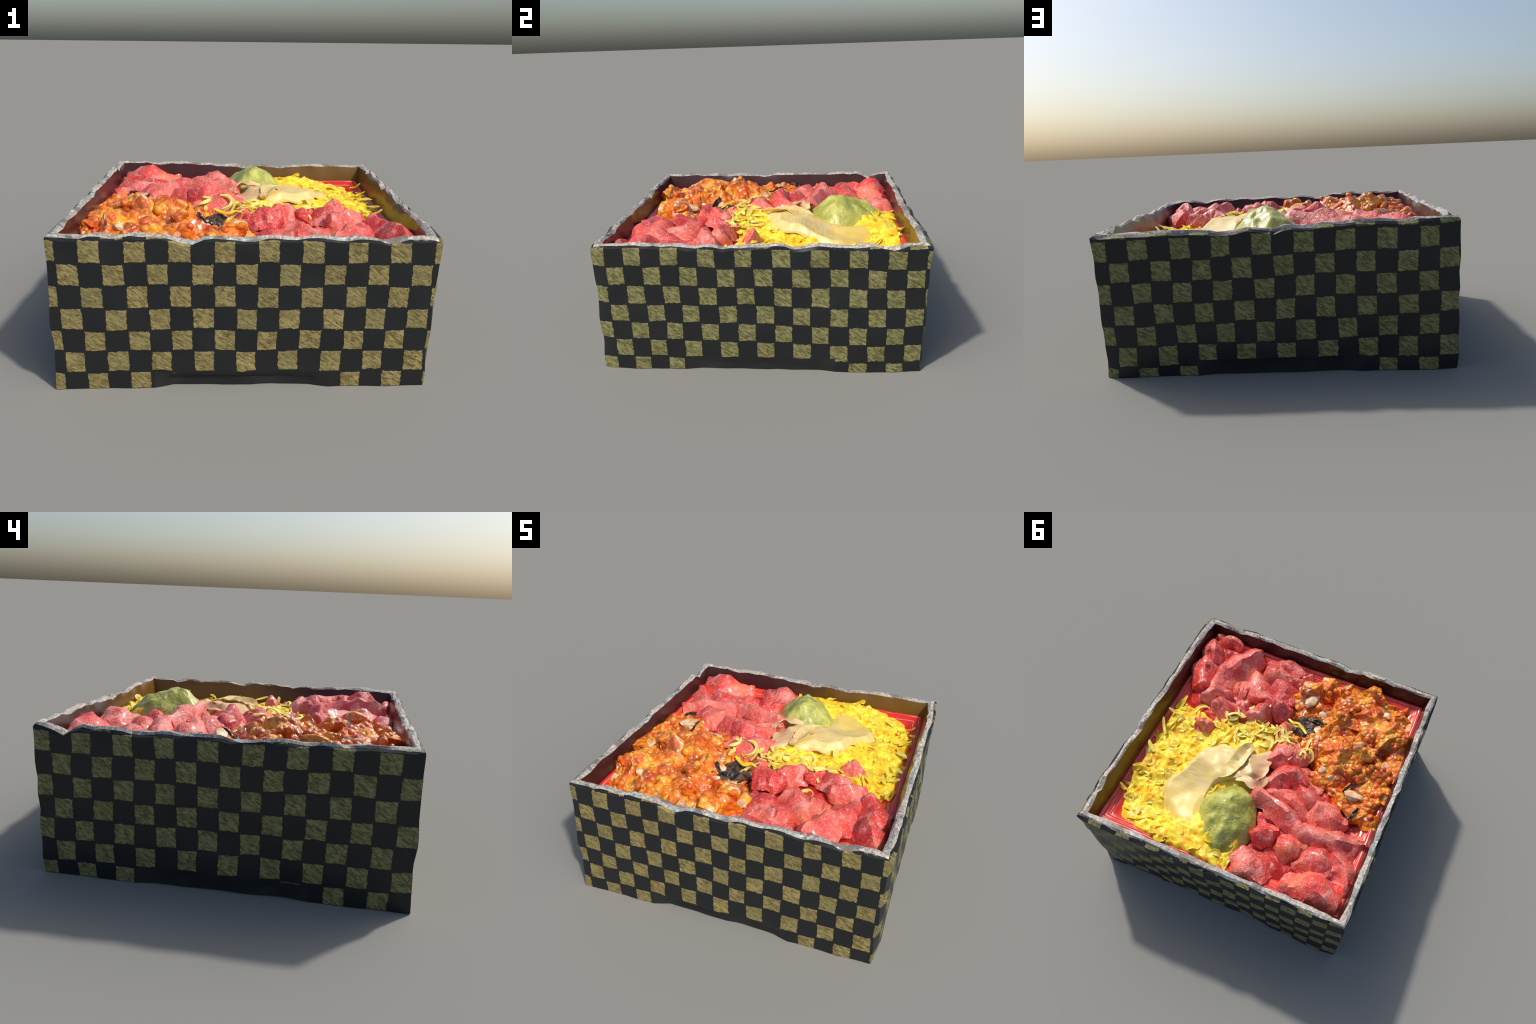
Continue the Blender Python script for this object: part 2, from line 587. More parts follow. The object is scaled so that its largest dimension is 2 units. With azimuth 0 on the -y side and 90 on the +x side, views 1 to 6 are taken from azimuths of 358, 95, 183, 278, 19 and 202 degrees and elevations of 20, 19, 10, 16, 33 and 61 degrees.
    for o, d in ((.102, -.1145), (.138, -.137)):
        prof = [(-.0035, -.002), (-.0015, .0022), (.0015, .0022), (.0035, -.002)]
        rs = [ring_points(o + a, 1, lambda s, t, e=d + b: rim_z(s, t) + e - gutter(s, t), seed=31 + .1 * o, amount=.004, zamount=.005) for a, b in prof]
        quads = []
        for p, q in zip(rs, rs[1:]):
            for i in range(n):
                b = (i + 1) % n
                quads.append([p[i], p[b], q[b], q[i]])
        add("tray_stripe", weld("tray_stripe", quads, 60), tray, stripe)
    return box


# broken dips in the rim: wall, place along it, depth, half width
CHIPS = [(0, .355, .026, .045), (0, .51, .014, .04), (0, .86, .018, .04), (3, .075, .042, .045), (3, .54, .018, .05), (3, .72, .016, .04),
         (2, .36, .022, .05), (2, .49, .020, .04), (1, .30, .012, .04), (1, .62, .014, .05), (3, .30, .014, .03)]


def rim_wave(s, t):
    x, y = side_point(s, t, 1)
    w = .010 * nz(x, y, 0, 4.5, 41) + .014 * nz(x, y, 0, 10, 42) + .006 * nz(x, y, 0, 24, 44)
    dip = max(0.0, nz(x, y, 0, 6, 43) - .33)
    w -= .07 * dip * smooth(0, .06, t) * smooth(1, .94, t)
    for side, at, deep, wide in CHIPS:
        if side == s:
            w -= deep * max(0.0, 1 - abs(t - at) / wide)
    return w


def weld(name, quads, angle):
    index, verts, faces = {}, [], []
    for q in quads:
        f = []
        for v in q:
            key = (round(v.x, 5), round(v.y, 5), round(v.z, 5))
            if key not in index:
                index[key] = len(verts)
                verts.append(v)
            f.append(index[key])
        f = list(dict.fromkeys(f))
        if len(f) > 2:
            faces.append(f)
    return mesh_of(name, verts, faces, angle, tri=True, closed=False)


# ------------------------------------------------------------------ beds under the toppings
def star_patch(name, outline, height, floor, rings=22, around=120, angle=40, thick=None, centre=None, torn=.04):
    """A solid lying inside a star-shaped outline with the top z = height(x, y, r), r = 0 centre .. 1 edge."""
    cx = sum(p[0] for p in outline) / len(outline)
    cy = sum(p[1] for p in outline) / len(outline)
    if centre:
        cx, cy = centre
    edge = spline(list(outline) + [outline[0]], around + 1)[:-1]
    top, bot, faces = [Vector((cx, cy, height(cx, cy, 0)))], [], []
    for k in range(1, rings + 1):
        r = k / rings
        for (ex, ey) in edge:
            j = 1 + torn * (nz(ex, ey, 0, 9, 3) + .5 * nz(ex, ey, 0, 26, 4)) * r ** 3
            x, y = cx + (ex - cx) * r * j, cy + (ey - cy) * r * j
            top.append(Vector((x, y, height(x, y, r))))
    verts = list(top)
    m = len(top)
    if thick is None:
        for v in top:
            verts.append(Vector((v.x, v.y, floor)))
    else:
        for v in top:
            verts.append(Vector((v.x, v.y, v.z - thick)))
    for i in range(around):
        b = (i + 1) % around
        faces.append((0, 1 + i, 1 + b))
        faces.append((m, m + 1 + b, m + 1 + i))
        for k in range(rings - 1):
            p, q = 1 + k * around, 1 + (k + 1) * around
            faces.append((p + i, q + i, q + b, p + b))
            faces.append((m + p + i, m + p + b, m + q + b, m + q + i))
        q = 1 + (rings - 1) * around
        faces.append((q + i, m + q + i, m + q + b, q + b))
    return mesh_of(name, verts, faces, angle)


ROE_EDGE = [(.10, -.60), (-.05, -.74), (-.14, -.84), (-.40, -.89), (-.74, -.89), (-.89, -.80), (-.90, -.40), (-.90, -.10),
            (-.87, .16), (-.78, .22), (-.62, .12), (-.44, .05), (-.34, -.06), (-.22, -.16), (-.04, -.24), (-.01, -.42)]
# x, y, height above the bed, reach
ROE_LUMPS = [(-.59, -.31, .145, .09), (-.46, -.24, .145, .11), (-.72, -.54, .125, .12), (-.36, -.65, .085, .11), (-.06, -.69, .095, .09),
             (-.35, -.50, .115, .10), (-.72, -.77, .015, .10), (-.80, -.52, .12, .08), (-.53, -.62, .11, .10), (-.76, -.18, .11, .10),
             (-.66, .04, .06, .09), (-.84, -.02, .07, .08), (-.42, -.08, .07, .09), (-.26, -.22, .06, .09), (-.18, -.55, .05, .09),
             (-.60, -.12, .085, .08), (-.82, -.34, .06, .07), (-.50, -.80, .085, .08), (-.26, -.78, .06, .08), (-.74, .12, .05, .08),
             (-.62, -.48, .125, .08), (-.63, -.66, .11, .08), (-.43, -.76, .105, .08), (-.31, -.38, .115, .08), (-.48, -.12, .10, .09), (-.82, .09, .075, .07)]


def roe_height(x, y):
    best = 0.0
    for cx, cy, a, r in ROE_LUMPS:
        d = math.hypot(x - cx, y - cy) / r
        d *= 1 + .35 * nz(x, y, 0, 8, 66)
        best = max(best, a * max(0.0, 1 - .52 * d) ** .8 if d < 1.9 else 0.0)
    return .695 + 1.12 * best - .03 * math.exp(-((x + .15) ** 2 + (y + .38) ** 2) / .012) + .034 * (.8 - 3 * abs(nz(x, y, 0, 6.5, 63))) + .016 * nz(x, y, 0, 11, 61) + .010 * nz(x, y, 0, 19, 62)


EGG_EDGE = [(.89, .02), (.87, -.19), (.68, -.21), (.50, -.14), (.36, -.20), (.20, -.24), (.02, -.20), (-.02, -.06), (.02, .20),
            (-.02, .45), (-.12, .72), (-.08, .92), (.20, .92), (.50, .91), (.76, .87), (.87, .62), (.89, .34)]


def egg_height(x, y):
    h = .750 - .072 * math.exp(-((x - .39) ** 2 / .024 + (y - .54) ** 2 / .050)) - .03 * math.exp(-((x - .30) ** 2 + (y - .25) ** 2) / .025) - .065 * smooth(.34, .60, x) - .028 * smooth(.55, .84, x)
    h += -.040 * smooth(.66, .90, y) * smooth(.5, .2, x) + .026 * smooth(.16, -.04, x) * smooth(.05, -.10, y) - .038 * math.exp(-((x - .36) ** 2 + (y + .03) ** 2) / .02)
    return h + .016 * nz(x, y, 0, 5.5, 71) + .024 * nz(x, y, 0, 10, 72) - .028 * math.exp(-((x - .70) ** 2 + (y - .65) ** 2) / .02)


def egg_strands(x, y):
    """Matted strands: sharp warped ridges."""
    u = x + .05 * nz(x, y, 0, 6, 74) + .02 * nz(x, y, 0, 17, 75)
    v = y + .05 * nz(x, y, 0, 6, 76) + .02 * nz(x, y, 0, 17, 77)
    a = 1 - 2.2 * abs(nz(u * 1.6, v * .7, 0, 15, 78))
    b = 1 - 2.2 * abs(nz(u * .7, v * 1.6, 0, 17, 79))
    return .017 * max(a, b) + .007 * a * b - .012


# ------------------------------------------------------------------ fish slices
def fish_slice(spine, half, depth, seed, sharp=1.6, lean=0.0, ends=.45, steps=30, around=26):
    """A thick folded slice: an arched closed section swept along its ridge line."""
    pts = [Vector(p) for p in spline(spine, steps)]
    verts, faces = [], []
    for i, p in enumerate(pts):
        t = i / (steps - 1)
        tan = (pts[min(i + 1, steps - 1)] - pts[max(i - 1, 0)])
        tan.z = 0
        tan.normalize()
        side = Vector((-tan.y, tan.x, 0))
        # blunt, rounded ends
        e = min(t, 1 - t)
        grow = ends + (1 - ends) * math.sqrt(min(1.0, e / .28))
        if i in (0, steps - 1):
            grow *= .55
        w = 1.16 * half * grow * (1 + .22 * nz(t * 3, seed, 0, 1.0, seed))
        d = depth * (.55 + .45 * grow)
        for k in range(around):
            a = TAU * k / around
            u, up = math.cos(a), math.sin(a)
            if up >= 0:
                z = 1 - abs(u) ** (.85 * sharp)
            else:
                z = -.25 * (1 - u * u)
            q = p + side * (u * w + lean * z * w)
            zz = p.z - .008 - d + d * z
            q = Vector((q.x, q.y, zz))
            nrm = (side * u + Vector((0, 0, max(up, -.2)))).normalized()
            x, y, zc = q
            disp = .040 * nz(x, y, zc, 5.0, seed) + .025 * nz(x, y, zc, 12, seed + 1) + .004 * nz(x, y, zc, 34, seed + 2)
            # sharp pleats running along the slice
            pleat = abs(nz(u * 1.3 + seed, t * 2.2, 0, 1.9, seed + 4))
            disp += .026 * (.3 - pleat)
            q += nrm * disp + tan * (.012 * nz(x, y, zc, 12, seed + 7))
            verts.append(q)
    n = around
    for i in range(steps - 1):
        for k in range(n):
            b = (k + 1) % n
            faces.append((i * n + k, (i + 1) * n + k, (i + 1) * n + b, i * n + b))
    for i, flip in ((0, False), (steps - 1, True)):
        ring = verts[i * n:(i + 1) * n]
        c = sum(ring, Vector()) / n
        tan = (pts[0] - pts[2]) if i == 0 else (pts[-1] - pts[-3])
        c += tan.normalized() * .02
        verts.append(c)
        ci = len(verts) - 1
        for k in range(n):
            b = (k + 1) % n
            faces.append((ci, i * n + b, i * n + k) if flip else (ci, i * n + k, i * n + b))
    return mesh_of("fish_slice", [(max(-.905, min(.905, v.x)), max(-.905, min(.905, v.y)), max(v.z, .63)) for v in verts], faces, 33, tri=True)


BACK_PILE = [  # ridge line, half width, depth, sharpness, lean
    ([(-.46, .86, .755), (-.60, .80, .80), (-.70, .80, .825), (-.87, .84, .775)], .125, .13, 1.7, 0),
    ([(-.12, .70, .745), (-.22, .80, .775), (-.38, .86, .745)], .125, .10, 1.5, 0),
    ([(-.49, .70, .735), (-.60, .60, .765), (-.75, .64, .74)], .105, .09, 1.6, .2),
    ([(-.60, .43, .785), (-.74, .41, .80), (-.88, .36, .765)], .115, .13, 1.4, .1),
    ([(-.02, .31, .785), (-.17, .34, .83), (-.31, .40, .825), (-.42, .46, .785), (-.54, .44, .775), (-.66, .45, .75)], .082, .10, 1.5, .2),
    ([(-.08, .22, .775), (-.14, .12, .825), (-.25, .08, .835), (-.35, .13, .785)], .085, .11, 1.5, 0),
    ([(-.30, .09, .785), (-.37, .16, .80), (-.48, .22, .785)], .085, .11, 1.4, -.2),
    ([(-.46, .20, .78), (-.60, .27, .785), (-.72, .27, .745)], .105, .10, 1.8, 0),
    ([(-.33, .61, .745), (-.44, .56, .775), (-.54, .54, .745)], .105, .10, 1.7, 0),
    ([(-.13, .60, .745), (-.23, .54, .765), (-.31, .49, .735)], .07, .08, 1.8, 0),
    ([(-.70, .50, .775), (-.82, .57, .80), (-.87, .72, .77), (-.88, .80, .73)], .085, .12, 1.4, 0),
    ([(-.10, .27, .765), (-.26, .25, .775), (-.44, .33, .735)], .10, .08, 2.0, 0),
    ([(-.12, .42, .725), (-.24, .46, .735), (-.36, .50, .72)], .09, .08, 2.0, 0),
    ([(.00, .04, .775), (-.12, -.07, .81), (-.28, -.10, .765)], .095, .09, 1.7, 0),
    ([(-.05, -.15, .755), (-.03, -.23, .765), (.02, -.30, .75)], .075, .09, 1.8, 0),
    ([(-.16, .03, .76), (-.34, .03, .765), (-.46, .10, .73)], .08, .08, 1.8, 0),
]
FRONT_PILE = [
    ([(.88, -.84, .765), (.83, -.74, .82), (.77, -.60, .765)], .085, .13, 1.3, .1),
    ([(.85, -.64, .755), (.81, -.55, .81), (.74, -.36, .765)], .090, .12, 1.4, 0),
    ([(.45, -.86, .765), (.55, -.70, .80), (.63, -.57, .775), (.67, -.38, .735)], .110, .11, 1.9, 0),
    ([(.42, -.68, .725), (.35, -.57, .745), (.29, -.43, .765)], .115, .11, 1.6, 0),
    ([(.37, -.78, .75), (.22, -.83, .765), (.03, -.82, .74)], .105, .10, 1.7, 0),
    ([(.70, -.28, .755), (.60, -.36, .79), (.48, -.37, .76)], .080, .10, 1.6, 0),
    ([(.59, -.25, .745), (.50, -.27, .80), (.42, -.19, .77)], .085, .10, 1.5, 0),
    ([(.41, -.17, .765), (.33, -.32, .80)], .075, .09, 1.6, 0),
    ([(.29, -.23, .785), (.21, -.33, .83), (.14, -.38, .80)], .075, .11, 1.4, 0),
    ([(.21, -.42, .81), (.10, -.40, .845), (-.01, -.40, .80)], .080, .12, 1.3, .3),
    ([(.03, -.50, .735), (.12, -.58, .74), (.23, -.66, .75)], .130, .10, 2.0, 0),
    ([(.12, -.75, .755), (.24, -.71, .785), (.35, -.73, .755)], .085, .10, 1.7, 0),
    ([(.65, -.08, .755), (.57, -.055, .795), (.50, -.10, .745)], .060, .10, 1.4, 0),
    ([(.62, -.86, .745), (.74, -.88, .765), (.86, -.88, .74)], .065, .09, 1.8, 0),
    ([(.40, -.50, .725), (.52, -.48, .715)], .11, .08, 2.0, 0),
    ([(.12, -.72, .745), (.00, -.84, .715)], .08, .08, 2.0, 0),
]


def build_fish():
    flesh, dark = mat_fish(), mat_fish_bed()
    for name, label, pile, bed, seed in (
            ("sliced_raw_fish", "heap of folded red raw fish slices", BACK_PILE,
             [(-.02, .12), (-.16, -.12), (-.36, -.08), (-.56, .08), (-.88, .22), (-.88, .56), (-.88, .87), (-.55, .88), (-.16, .88), (-.02, .56)], 100),
            ("sliced_raw_fish", "heap of folded pink raw fish slices", FRONT_PILE,
             [(-.02, -.38), (.00, -.84), (.30, -.88), (.60, -.88), (.86, -.88), (.86, -.62), (.84, -.36), (.68, -.16), (.46, -.10), (.20, -.20)], 200)):
        heap = empty(name, label, "raw fish")
        me = star_patch("fish_scraps", bed, lambda x, y, r: .672 + .034 * fbm(x, y, 0, 7, seed) - .05 * smooth(.82, 1, r), .60)
        add("fish_scraps", me, heap, dark)
        for i, (spine, half, depth, sharp, lean) in enumerate(pile):
            facet(add("fish_slice", fish_slice(spine, half, depth, seed + i * 1.7, sharp, lean), heap, flesh), .22, 36)


# ------------------------------------------------------------------ roe
def bead_mesh(seed):
    bm = bmesh.new()
    bmesh.ops.create_icosphere(bm, subdivisions=3, radius=1.0)
    for v in bm.verts:
        c = v.co.copy()
        v.co *= 1 + .07 * nz(c.x, c.y, c.z, 1.1, seed) + .03 * nz(c.x, c.y, c.z, 2.6, seed)
    me = bpy.data.meshes.new("roe_bead")
    bm.to_mesh(me)
    bm.free()
    me.polygons.foreach_set("use_smooth", [True] * len(me.polygons))
    return me


CHUNKS = [(-.10, -.61, .058, 1.5), (-.23, -.50, .032, 1.2), (-.81, -.27, .040, 1.4), (-.12, -.44, .024, 1.3), (-.27, -.30, .022, 1.2), (-.45, -.46, .030, 1.3), (-.68, .06, .048, 1.5), (-.62, .12, .034, 1.2),
          (-.40, -.04, .026, 1.0), (-.66, -.66, .032, 1.1), (.02, -.67, .032, 1.0), (-.74, .00, .030, 1.0)]


def build_roe():
    roe = empty("salmon_roe", "glistening orange salmon roe in a lumpy heap", "fish roe")
    jelly = mat_roe(False)
    parts = [add("roe_jelly", star_patch("roe_jelly", ROE_EDGE, lambda x, y, r: roe_height(x, y) - .008 - .03 * smooth(.9, 1, r), .60, 40, 180, 28), roe, jelly)]
    facet(parts[0], .20, 28)
    r2 = random.Random(5)
    tops = []
    while len(tops) < 44:
        x, y = r2.uniform(-.88, .08), r2.uniform(-.86, .18)
        if not inside(x, y, ROE_EDGE) or (x + .17) ** 2 / .012 + (y + .34) ** 2 / .008 < 1:
            continue
        if any((x - a) ** 2 + (y - b) ** 2 < .0085 for a, b in tops):
            continue
        tops.append((x, y))
        size = r2.uniform(.055, .100)
        bm = bmesh.new()
        bmesh.ops.create_icosphere(bm, subdivisions=3, radius=1.0)
        k = len(tops)
        st, tw = r2.uniform(.8, 1.35), r2.uniform(0, TAU)
        for v in bm.verts:
            c = v.co.copy()
            q = c * (1 + .60 * nz(c.x, c.y, c.z, 1.3, k) + .34 * nz(c.x, c.y, c.z, 2.9, k + 60))
            px, py = q.x * size * st, q.y * size
            v.co = (x + px * math.cos(tw) - py * math.sin(tw), y + px * math.sin(tw) + py * math.cos(tw), roe_height(x, y) - size * .56 + q.z * size * .80)
        me = bpy.data.meshes.new("roe_clump")
        bm.to_mesh(me)
        bm.free()
        parts.append(facet(add("roe_clump", me, roe, jelly), .075, 26))
    apply_facets()
    tree = bvh_of(parts)
    skin = mat_roe(True)
    protos = [bead_mesh(k) for k in range(4)]
    for p in protos:
        p.materials.append(skin)
    spots, tries = [], 0
    while tries < 30000:
        tries += 1
        x, y = r2.uniform(-.9, .1), r2.uniform(-.88, .22)
        if not inside(x, y, ROE_EDGE) or nz(x, y, 0, 7, 68) > -.04:
            continue
        if any((x - c[0]) ** 2 + (y - c[1]) ** 2 < (c[2] * 1.05) ** 2 for c in CHUNKS):
            continue
        if (x + .17) ** 2 / .010 + (y + .36) ** 2 / .005 < 1:
            continue
        rad = r2.uniform(.019, .030)
        if any((x - a) ** 2 + (y - b) ** 2 < (.84 * (rad + c)) ** 2 for a, b, c in spots):
            continue
        spots.append((x, y, rad))
    spots.sort(key=lambda s: -s[2])
    rest = []
    for i, (x, y, rad) in enumerate(spots):
        hit, normal, _, _ = tree.ray_cast(Vector((x, y, 2)), Vector((0, 0, -1)))
        if hit is None:
            continue
        normal = normal if normal.z > 0 else -normal
        x, y, z = hit - normal * rad * r2.uniform(.45, .92)
        m = Matrix.Translation((x, y, z)) @ Matrix.Rotation(r2.uniform(0, TAU), 4, Vector((r2.gauss(0, 1), r2.gauss(0, 1), r2.gauss(0, 1))).normalized()) @ \
            Matrix.Diagonal((rad * r2.uniform(.92, 1.15), rad, rad * r2.uniform(.88, 1.05), 1))
        if i < 300:
            o = add("roe_bead", protos[i % 4], roe)
            o.matrix_local = m
        else:
            rest.append((protos[i % 4], m))
    if rest:
        verts, faces = [], []
        for me, m in rest:
            b = len(verts)
            verts += [m @ v.co for v in me.vertices]
            faces += [tuple(b + v for v in p.vertices) for p in me.polygons]
        o = add("loose_roe", mesh_of("loose_roe", verts, faces, 180), roe, skin)
        o["kind"] = "stuff"


def build_chunks():
    group = empty("scallop_pieces", "small cream scallop scraps among the roe", "seafood")
    cream = mat_plain("cream_scallop", (.62, .36, .17), (.80, .60, .38), .4, 26, .35)
    r2 = random.Random(8)
    for i, (x, y, s, h) in enumerate(CHUNKS):
        bm = bmesh.new()
        bmesh.ops.create_icosphere(bm, subdivisions=2, radius=1.0)
        a = r2.uniform(0, TAU)
        for v in bm.verts:
            c = v.co.copy()
            q = c * (1 + .50 * nz(c.x, c.y, c.z, .9, i) + .30 * nz(c.x, c.y, c.z, 2.2, i + 30))
            px, py = q.x * s * h, q.y * s * .85
            v.co = (x + px * math.cos(a) - py * math.sin(a), y + px * math.sin(a) + py * math.cos(a),
                    roe_height(x, y) - .008 + q.z * s * .55 + .012 * q.x)
        me = bpy.data.meshes.new("scallop_piece")
        bm.to_mesh(me)
        bm.free()
        me.polygons.foreach_set("use_smooth", [True] * len(me.polygons))
        me.set_sharp_from_angle(angle=math.radians(28))
        add("scallop_piece", me, group, cream)


# ------------------------------------------------------------------ ribbons: egg shreds and seaweed
def ribbon(name, path, width, thick, seed, twist=.5, steps=14, taper=.5, crumple=0.0):
    """A solid strip swept along a path of (x, y, z)."""
    pts = [Vector(p) for p in spline(path, steps)]
    verts, faces = [], []
    for i, p in enumerate(pts):
        t = i / (steps - 1)
        tan = (pts[min(i + 1, steps - 1)] - pts[max(i - 1, 0)]).normalized()
        side = tan.cross(Vector((0, 0, 1)))
        side = side.normalized() if side.length > 1e-4 else Vector((1, 0, 0))
        up = side.cross(tan).normalized()
        roll = twist * math.sin(t * 4 + seed) + twist * .5 * nz(t, seed, 0, 2.5, seed)
        a = side * math.cos(roll) + up * math.sin(roll)
        b = up * math.cos(roll) - side * math.sin(roll)
        w = width * (1 - taper * abs(2 * t - 1) ** 3) * (1 + .25 * nz(t, seed, 1, 4, seed))
        th = thick
        curl = .16 * w
        for u, v in ((-1, -.5), (-.5, -1), (0, -1), (.5, -1), (1, -.5), (1, .5), (.5, 1), (0, 1), (-.5, 1), (-1, .5)):
            off = curl * (u * u - .4) + crumple * nz(p.x + u * w, p.y, p.z + u, 28, seed)
            verts.append(p + a * (u * w * .5) + b * (v * th * .5 + off))
    n = 10
    for i in range(steps - 1):
        for k in range(n):
            c = (k + 1) % n
            faces.append((i * n + k, i * n + c, (i + 1) * n + c, (i + 1) * n + k))
    faces.append(tuple(range(n))[::-1])
    faces.append(tuple(range((steps - 1) * n, steps * n)))
    return mesh_of(name, verts, faces, 50)


def build_egg():
    egg = empty("shredded_egg", "bright yellow heap of thin omelette shreds", "egg")
    facet(add("egg_mass", star_patch("egg_mass", EGG_EDGE, lambda x, y, r: egg_height(x, y) + egg_strands(x, y) - .05 * smooth(.92, 1, r), .60, 64, 280, 30), egg, mat_egg(True)), .30, 32)
    skin = mat_egg()
    r2 = random.Random(21)
    protos = []
    for k in range(26):
        length = r2.uniform(.09, .18) if k % 3 else r2.uniform(.07, .11)
        bend, x, y, ang = r2.uniform(-2.2, 2.2), 0, 0, 0
        path = []
        for i in range(5):
            path.append((x, y, .006 * math.sin(i * r2.uniform(1, 2.2) + k) + r2.uniform(-.004, .004)))
            x += length / 4 * math.cos(ang)
            y += length / 4 * math.sin(ang)
            ang += bend / 4 + r2.uniform(-.5, .5)
        mx, my = x / 2, y / 2
        path = [(a - mx, b - my, c) for a, b, c in path]
        me = ribbon("egg_shred", path, r2.uniform(.020, .034) if k % 3 else r2.uniform(.045, .075), .005, k * 1.3, r2.uniform(.2, .6))
        me.materials.append(skin)
        protos.append(me)
    under = [(.10, .10, .22), (.32, .20, .17), (.40, .45, .17), (.36, .62, .18), (.24, .74, .10), (.06, .52, .24)]   # kept clear: ginger and paste lie there
    count, tries = 0, 0
    while count < 125 and tries < 6000:
        tries += 1
        x, y = r2.uniform(-.14, .86), r2.uniform(-.28, .94)
        if not inside(x, y, EGG_EDGE) or y > .88 or x > .86:
            continue
        if any((x - a) ** 2 + (y - b) ** 2 < (c * .80) ** 2 for a, b, c in under):
            continue
        if x < .05 and y < .60:
            continue
        sx, sy = r2.uniform(.75, 1.1), r2.uniform(.8, 1.15)
        e = .03
        gx = (egg_height(x + e, y) - egg_height(x - e, y)) / (2 * e)
        gy = (egg_height(x, y + e) - egg_height(x, y - e)) / (2 * e)
        nrm = Vector((-gx, -gy, 1)).normalized()
        q = nrm.to_track_quat("Z", "Y").to_matrix().to_4x4()
        tilt = Matrix.Rotation(r2.gauss(0, .17), 4, "X") @ Matrix.Rotation(r2.gauss(0, .15), 4, "Y")
        m = Matrix.Translation((x, y, egg_height(x, y) + r2.uniform(-.009, .004))) @ q @ tilt @ \
            Matrix.Rotation(r2.uniform(0, TAU), 4, "Z") @ Matrix.Diagonal((sx, sy, r2.uniform(.8, 1.3), 1))
        if count < 125:
            o = add("egg_shred", protos[count % len(protos)], egg)
            o.matrix_local = m
        count += 1
    # shreds strewn over the fish in the middle, and one lying across the roe
    pale = mat_egg(pale=True)
    tree = bvh_of([o for o in bpy.data.objects if o.name.split(".")[0] in ("fish_slice", "egg_mass", "fish_scraps", "roe_clump", "roe_jelly")])
    for i in range(44):
        x, y = r2.gauss(.10, .15), r2.gauss(-.16, .065)
        ang, L, c = r2.uniform(0, TAU), r2.uniform(.035, .085), r2.uniform(-1.2, 1.2)
        path = []
        for k in range(5):
            f = (k - 2) / 2
            px, py = x + L * f * math.cos(ang + f * c), y + L * f * math.sin(ang + f * c)
            hit = tree.ray_cast(Vector((px, py, 2)), Vector((0, 0, -1)))[0] or Vector((px, py, .74))
            path.append((px, py, (.35 * hit.z + .65 * path[-1][2] if path else hit.z + .008) + r2.uniform(-.004, .010)))
        add("egg_shred", ribbon("egg_shred", path, r2.uniform(.016, .034), .0065, i * 2.1, .7), egg, pale)
    # a few stand against the right wall
    for i in range(5):
        y = -.1 + .18 * i + r2.uniform(-.04, .04)
        d = r2.uniform(-.06, .06)
        z = r2.uniform(.70, .735)
        add("egg_shred", ribbon("egg_shred", [(.80, y - d, .69), (.845, y, .70), (.875, y + d, z)], r2.uniform(.018, .03), .006, i * 1.7, .5), egg, skin)
    add("egg_shred", ribbon("egg_shred", [(-.18, -.27, .775), (-.13, -.31, .765), (-.09, -.335, .765), (-.05, -.32, .775), (-.01, -.34, .77)], .024, .0065, 3, .3), egg, skin)


def build_seaweed():
    group = empty("seaweed_strips", "thin crumpled black seaweed strips", "seaweed")
    mat = mat_plain("black_seaweed", (.006, .007, .008), (.030, .032, .030), .28, 40, .8)
    r2 = random.Random(4)
    blob = [(-.03, -.31), (-.08, -.45), (-.21, -.49), (-.34, -.41), (-.33, -.26), (-.16, -.23)]
    add("seaweed_clump", star_patch("seaweed_clump", blob, lambda x, y, r: .728 + .030 * nz(x, y, 0, 13, 6) + .014 * nz(x, y, 0, 37, 7) - .03 * smooth(.7, 1, r), .66, 16, 70, 30), group,
        mat_plain("charcoal_seaweed", (.014, .012, .011), (.110, .062, .038), .3, 30, .7))
    paths = []
    for i in range(1):
        x, y, a = -.17 + r2.uniform(-.085, .085), -.36 + r2.uniform(-.06, .06), r2.uniform(-.9, .5)
        L = r2.uniform(.05, .09)
        paths.append(([(x - L * math.cos(a), y - L * math.sin(a)), (x, y + r2.uniform(-.02, .02)), (x + L * math.cos(a), y + L * math.sin(a))], .030))
    paths += [([(-.74, .14), (-.72, .20), (-.69, .25)], .024), ([(-.60, .07), (-.62, .00), (-.65, -.05)], .020)]
    for i, (p, w) in enumerate(paths):
        path = [(x, y, max(roe_height(x, y), .715) + .016 + r2.uniform(-.006, .010)) for x, y in spline(p, 5)]
        add("seaweed_strip", ribbon("seaweed_strip", path, w, .007, i * 1.9, .7, 16, .35, .014), group, mat)


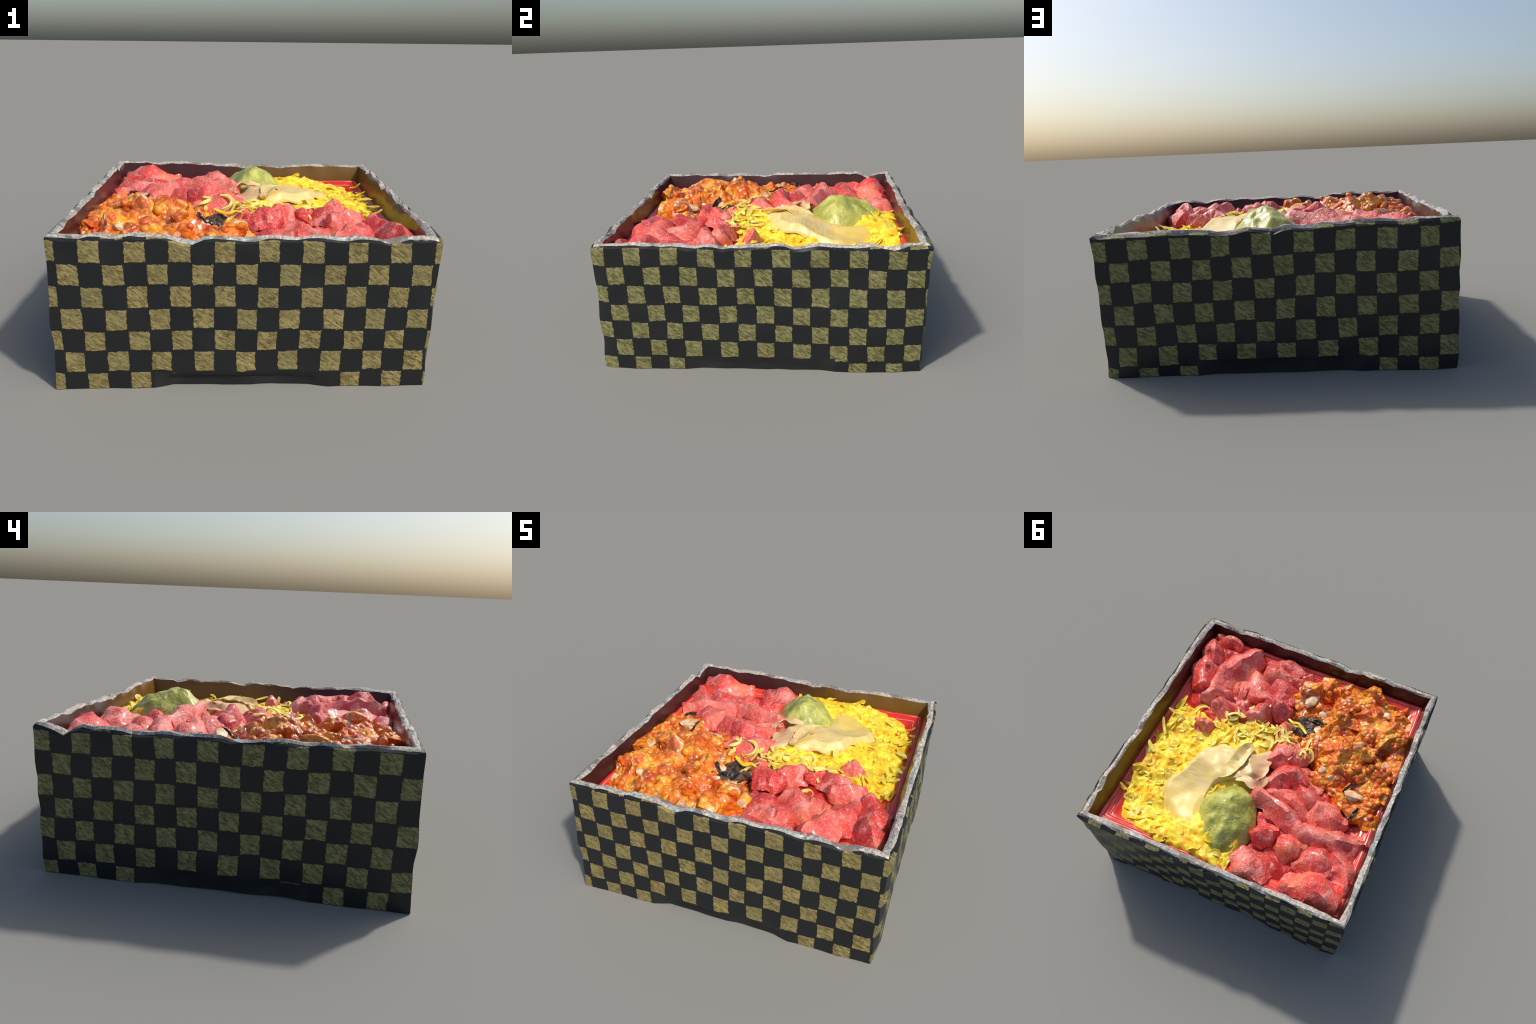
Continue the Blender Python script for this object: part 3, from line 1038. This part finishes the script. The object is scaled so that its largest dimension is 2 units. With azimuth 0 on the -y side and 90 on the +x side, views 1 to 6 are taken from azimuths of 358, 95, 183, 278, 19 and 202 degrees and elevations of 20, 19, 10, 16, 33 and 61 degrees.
# ------------------------------------------------------------------ ginger and paste
def build_ginger():
    group = empty("pickled_ginger", "pale folded slices of pickled ginger", "pickles")
    mat = mat_ginger()

    def folds(x, y):
        # ruffles fan out across the slice
        return .044 * (.36 - abs(nz(.9 * x + .5 * y, .25 * (y - x), 0, 9, 5))) * (.35 + .65 * smooth(.42, .14, x))

    sheet = [(.36, .05), (.22, .02), (.08, -.02), (-.02, -.03), (-.06, .07), (-.05, .17), (.02, .25), (.13, .28), (.23, .36), (.26, .48), (.24, .62),
             (.22, .76), (.29, .82), (.41, .75), (.53, .67), (.63, .53), (.57, .38), (.49, .24), (.46, .13)]
    add("ginger_slice", star_patch("ginger_slice", sheet, lambda x, y, r: .788 - .084 * smooth(.20, .50, y + .15 * (x - .37)) - .012 * smooth(.30, .50, x)
                                   + folds(x, y) + .012 * nz(x, y, 0, 5, 81) + .005 * nz(x, y, 0, 12, 84) - .046 * smooth(.74, 1, r), 0, 30, 150, 45,
                                   thick=.010, centre=(.36, .32), torn=.10), group, mat)
    add("ginger_slice", ribbon("ginger_slice", [(.13, -.01, .785), (.16, .07, .803), (.17, .16, .798), (.21, .25, .780), (.29, .31, .745)], .100, .010, 1.0, .25, 20, .5, .016), group, mat)
    curl = [(.12, .29, .785), (.05, .27, .803), (-.01, .285, .80), (-.055, .25, .785), (-.07, .18, .775)]
    add("ginger_slice", ribbon("ginger_slice", curl, .060, .010, 2.0, .5, 18, .4, .012), group, mat)


def build_paste():
    foot = [(.12, .27), (.00, .29), (-.09, .40), (-.15, .58), (-.10, .75), (.03, .82), (.17, .77), (.25, .64), (.28, .48), (.22, .34)]

    def h(x, y, r):
        d = 1 - r ** 2.3
        return .700 + .148 * d + .024 * math.exp(-((x - .09) ** 2 + (y - .52) ** 2) / .010) + \
            (.034 * nz(x, y, 0, 7, 91) + .026 * nz(x, y, 0, 15, 92) + .008 * nz(x, y, 0, 32, 93)) * (1 - .4 * r)
    me = star_patch("wasabi_mound", foot, h, .66, 26, 100, 32)
    o = facet(add("wasabi_mound", me, None, mat_paste()), .50, 40)
    o["label"], o["category"] = "glossy green mound of horseradish paste", "condiment"


build_box()
build_fish()
build_roe()
build_chunks()
build_egg()
build_seaweed()
build_ginger()
build_paste()
apply_facets()
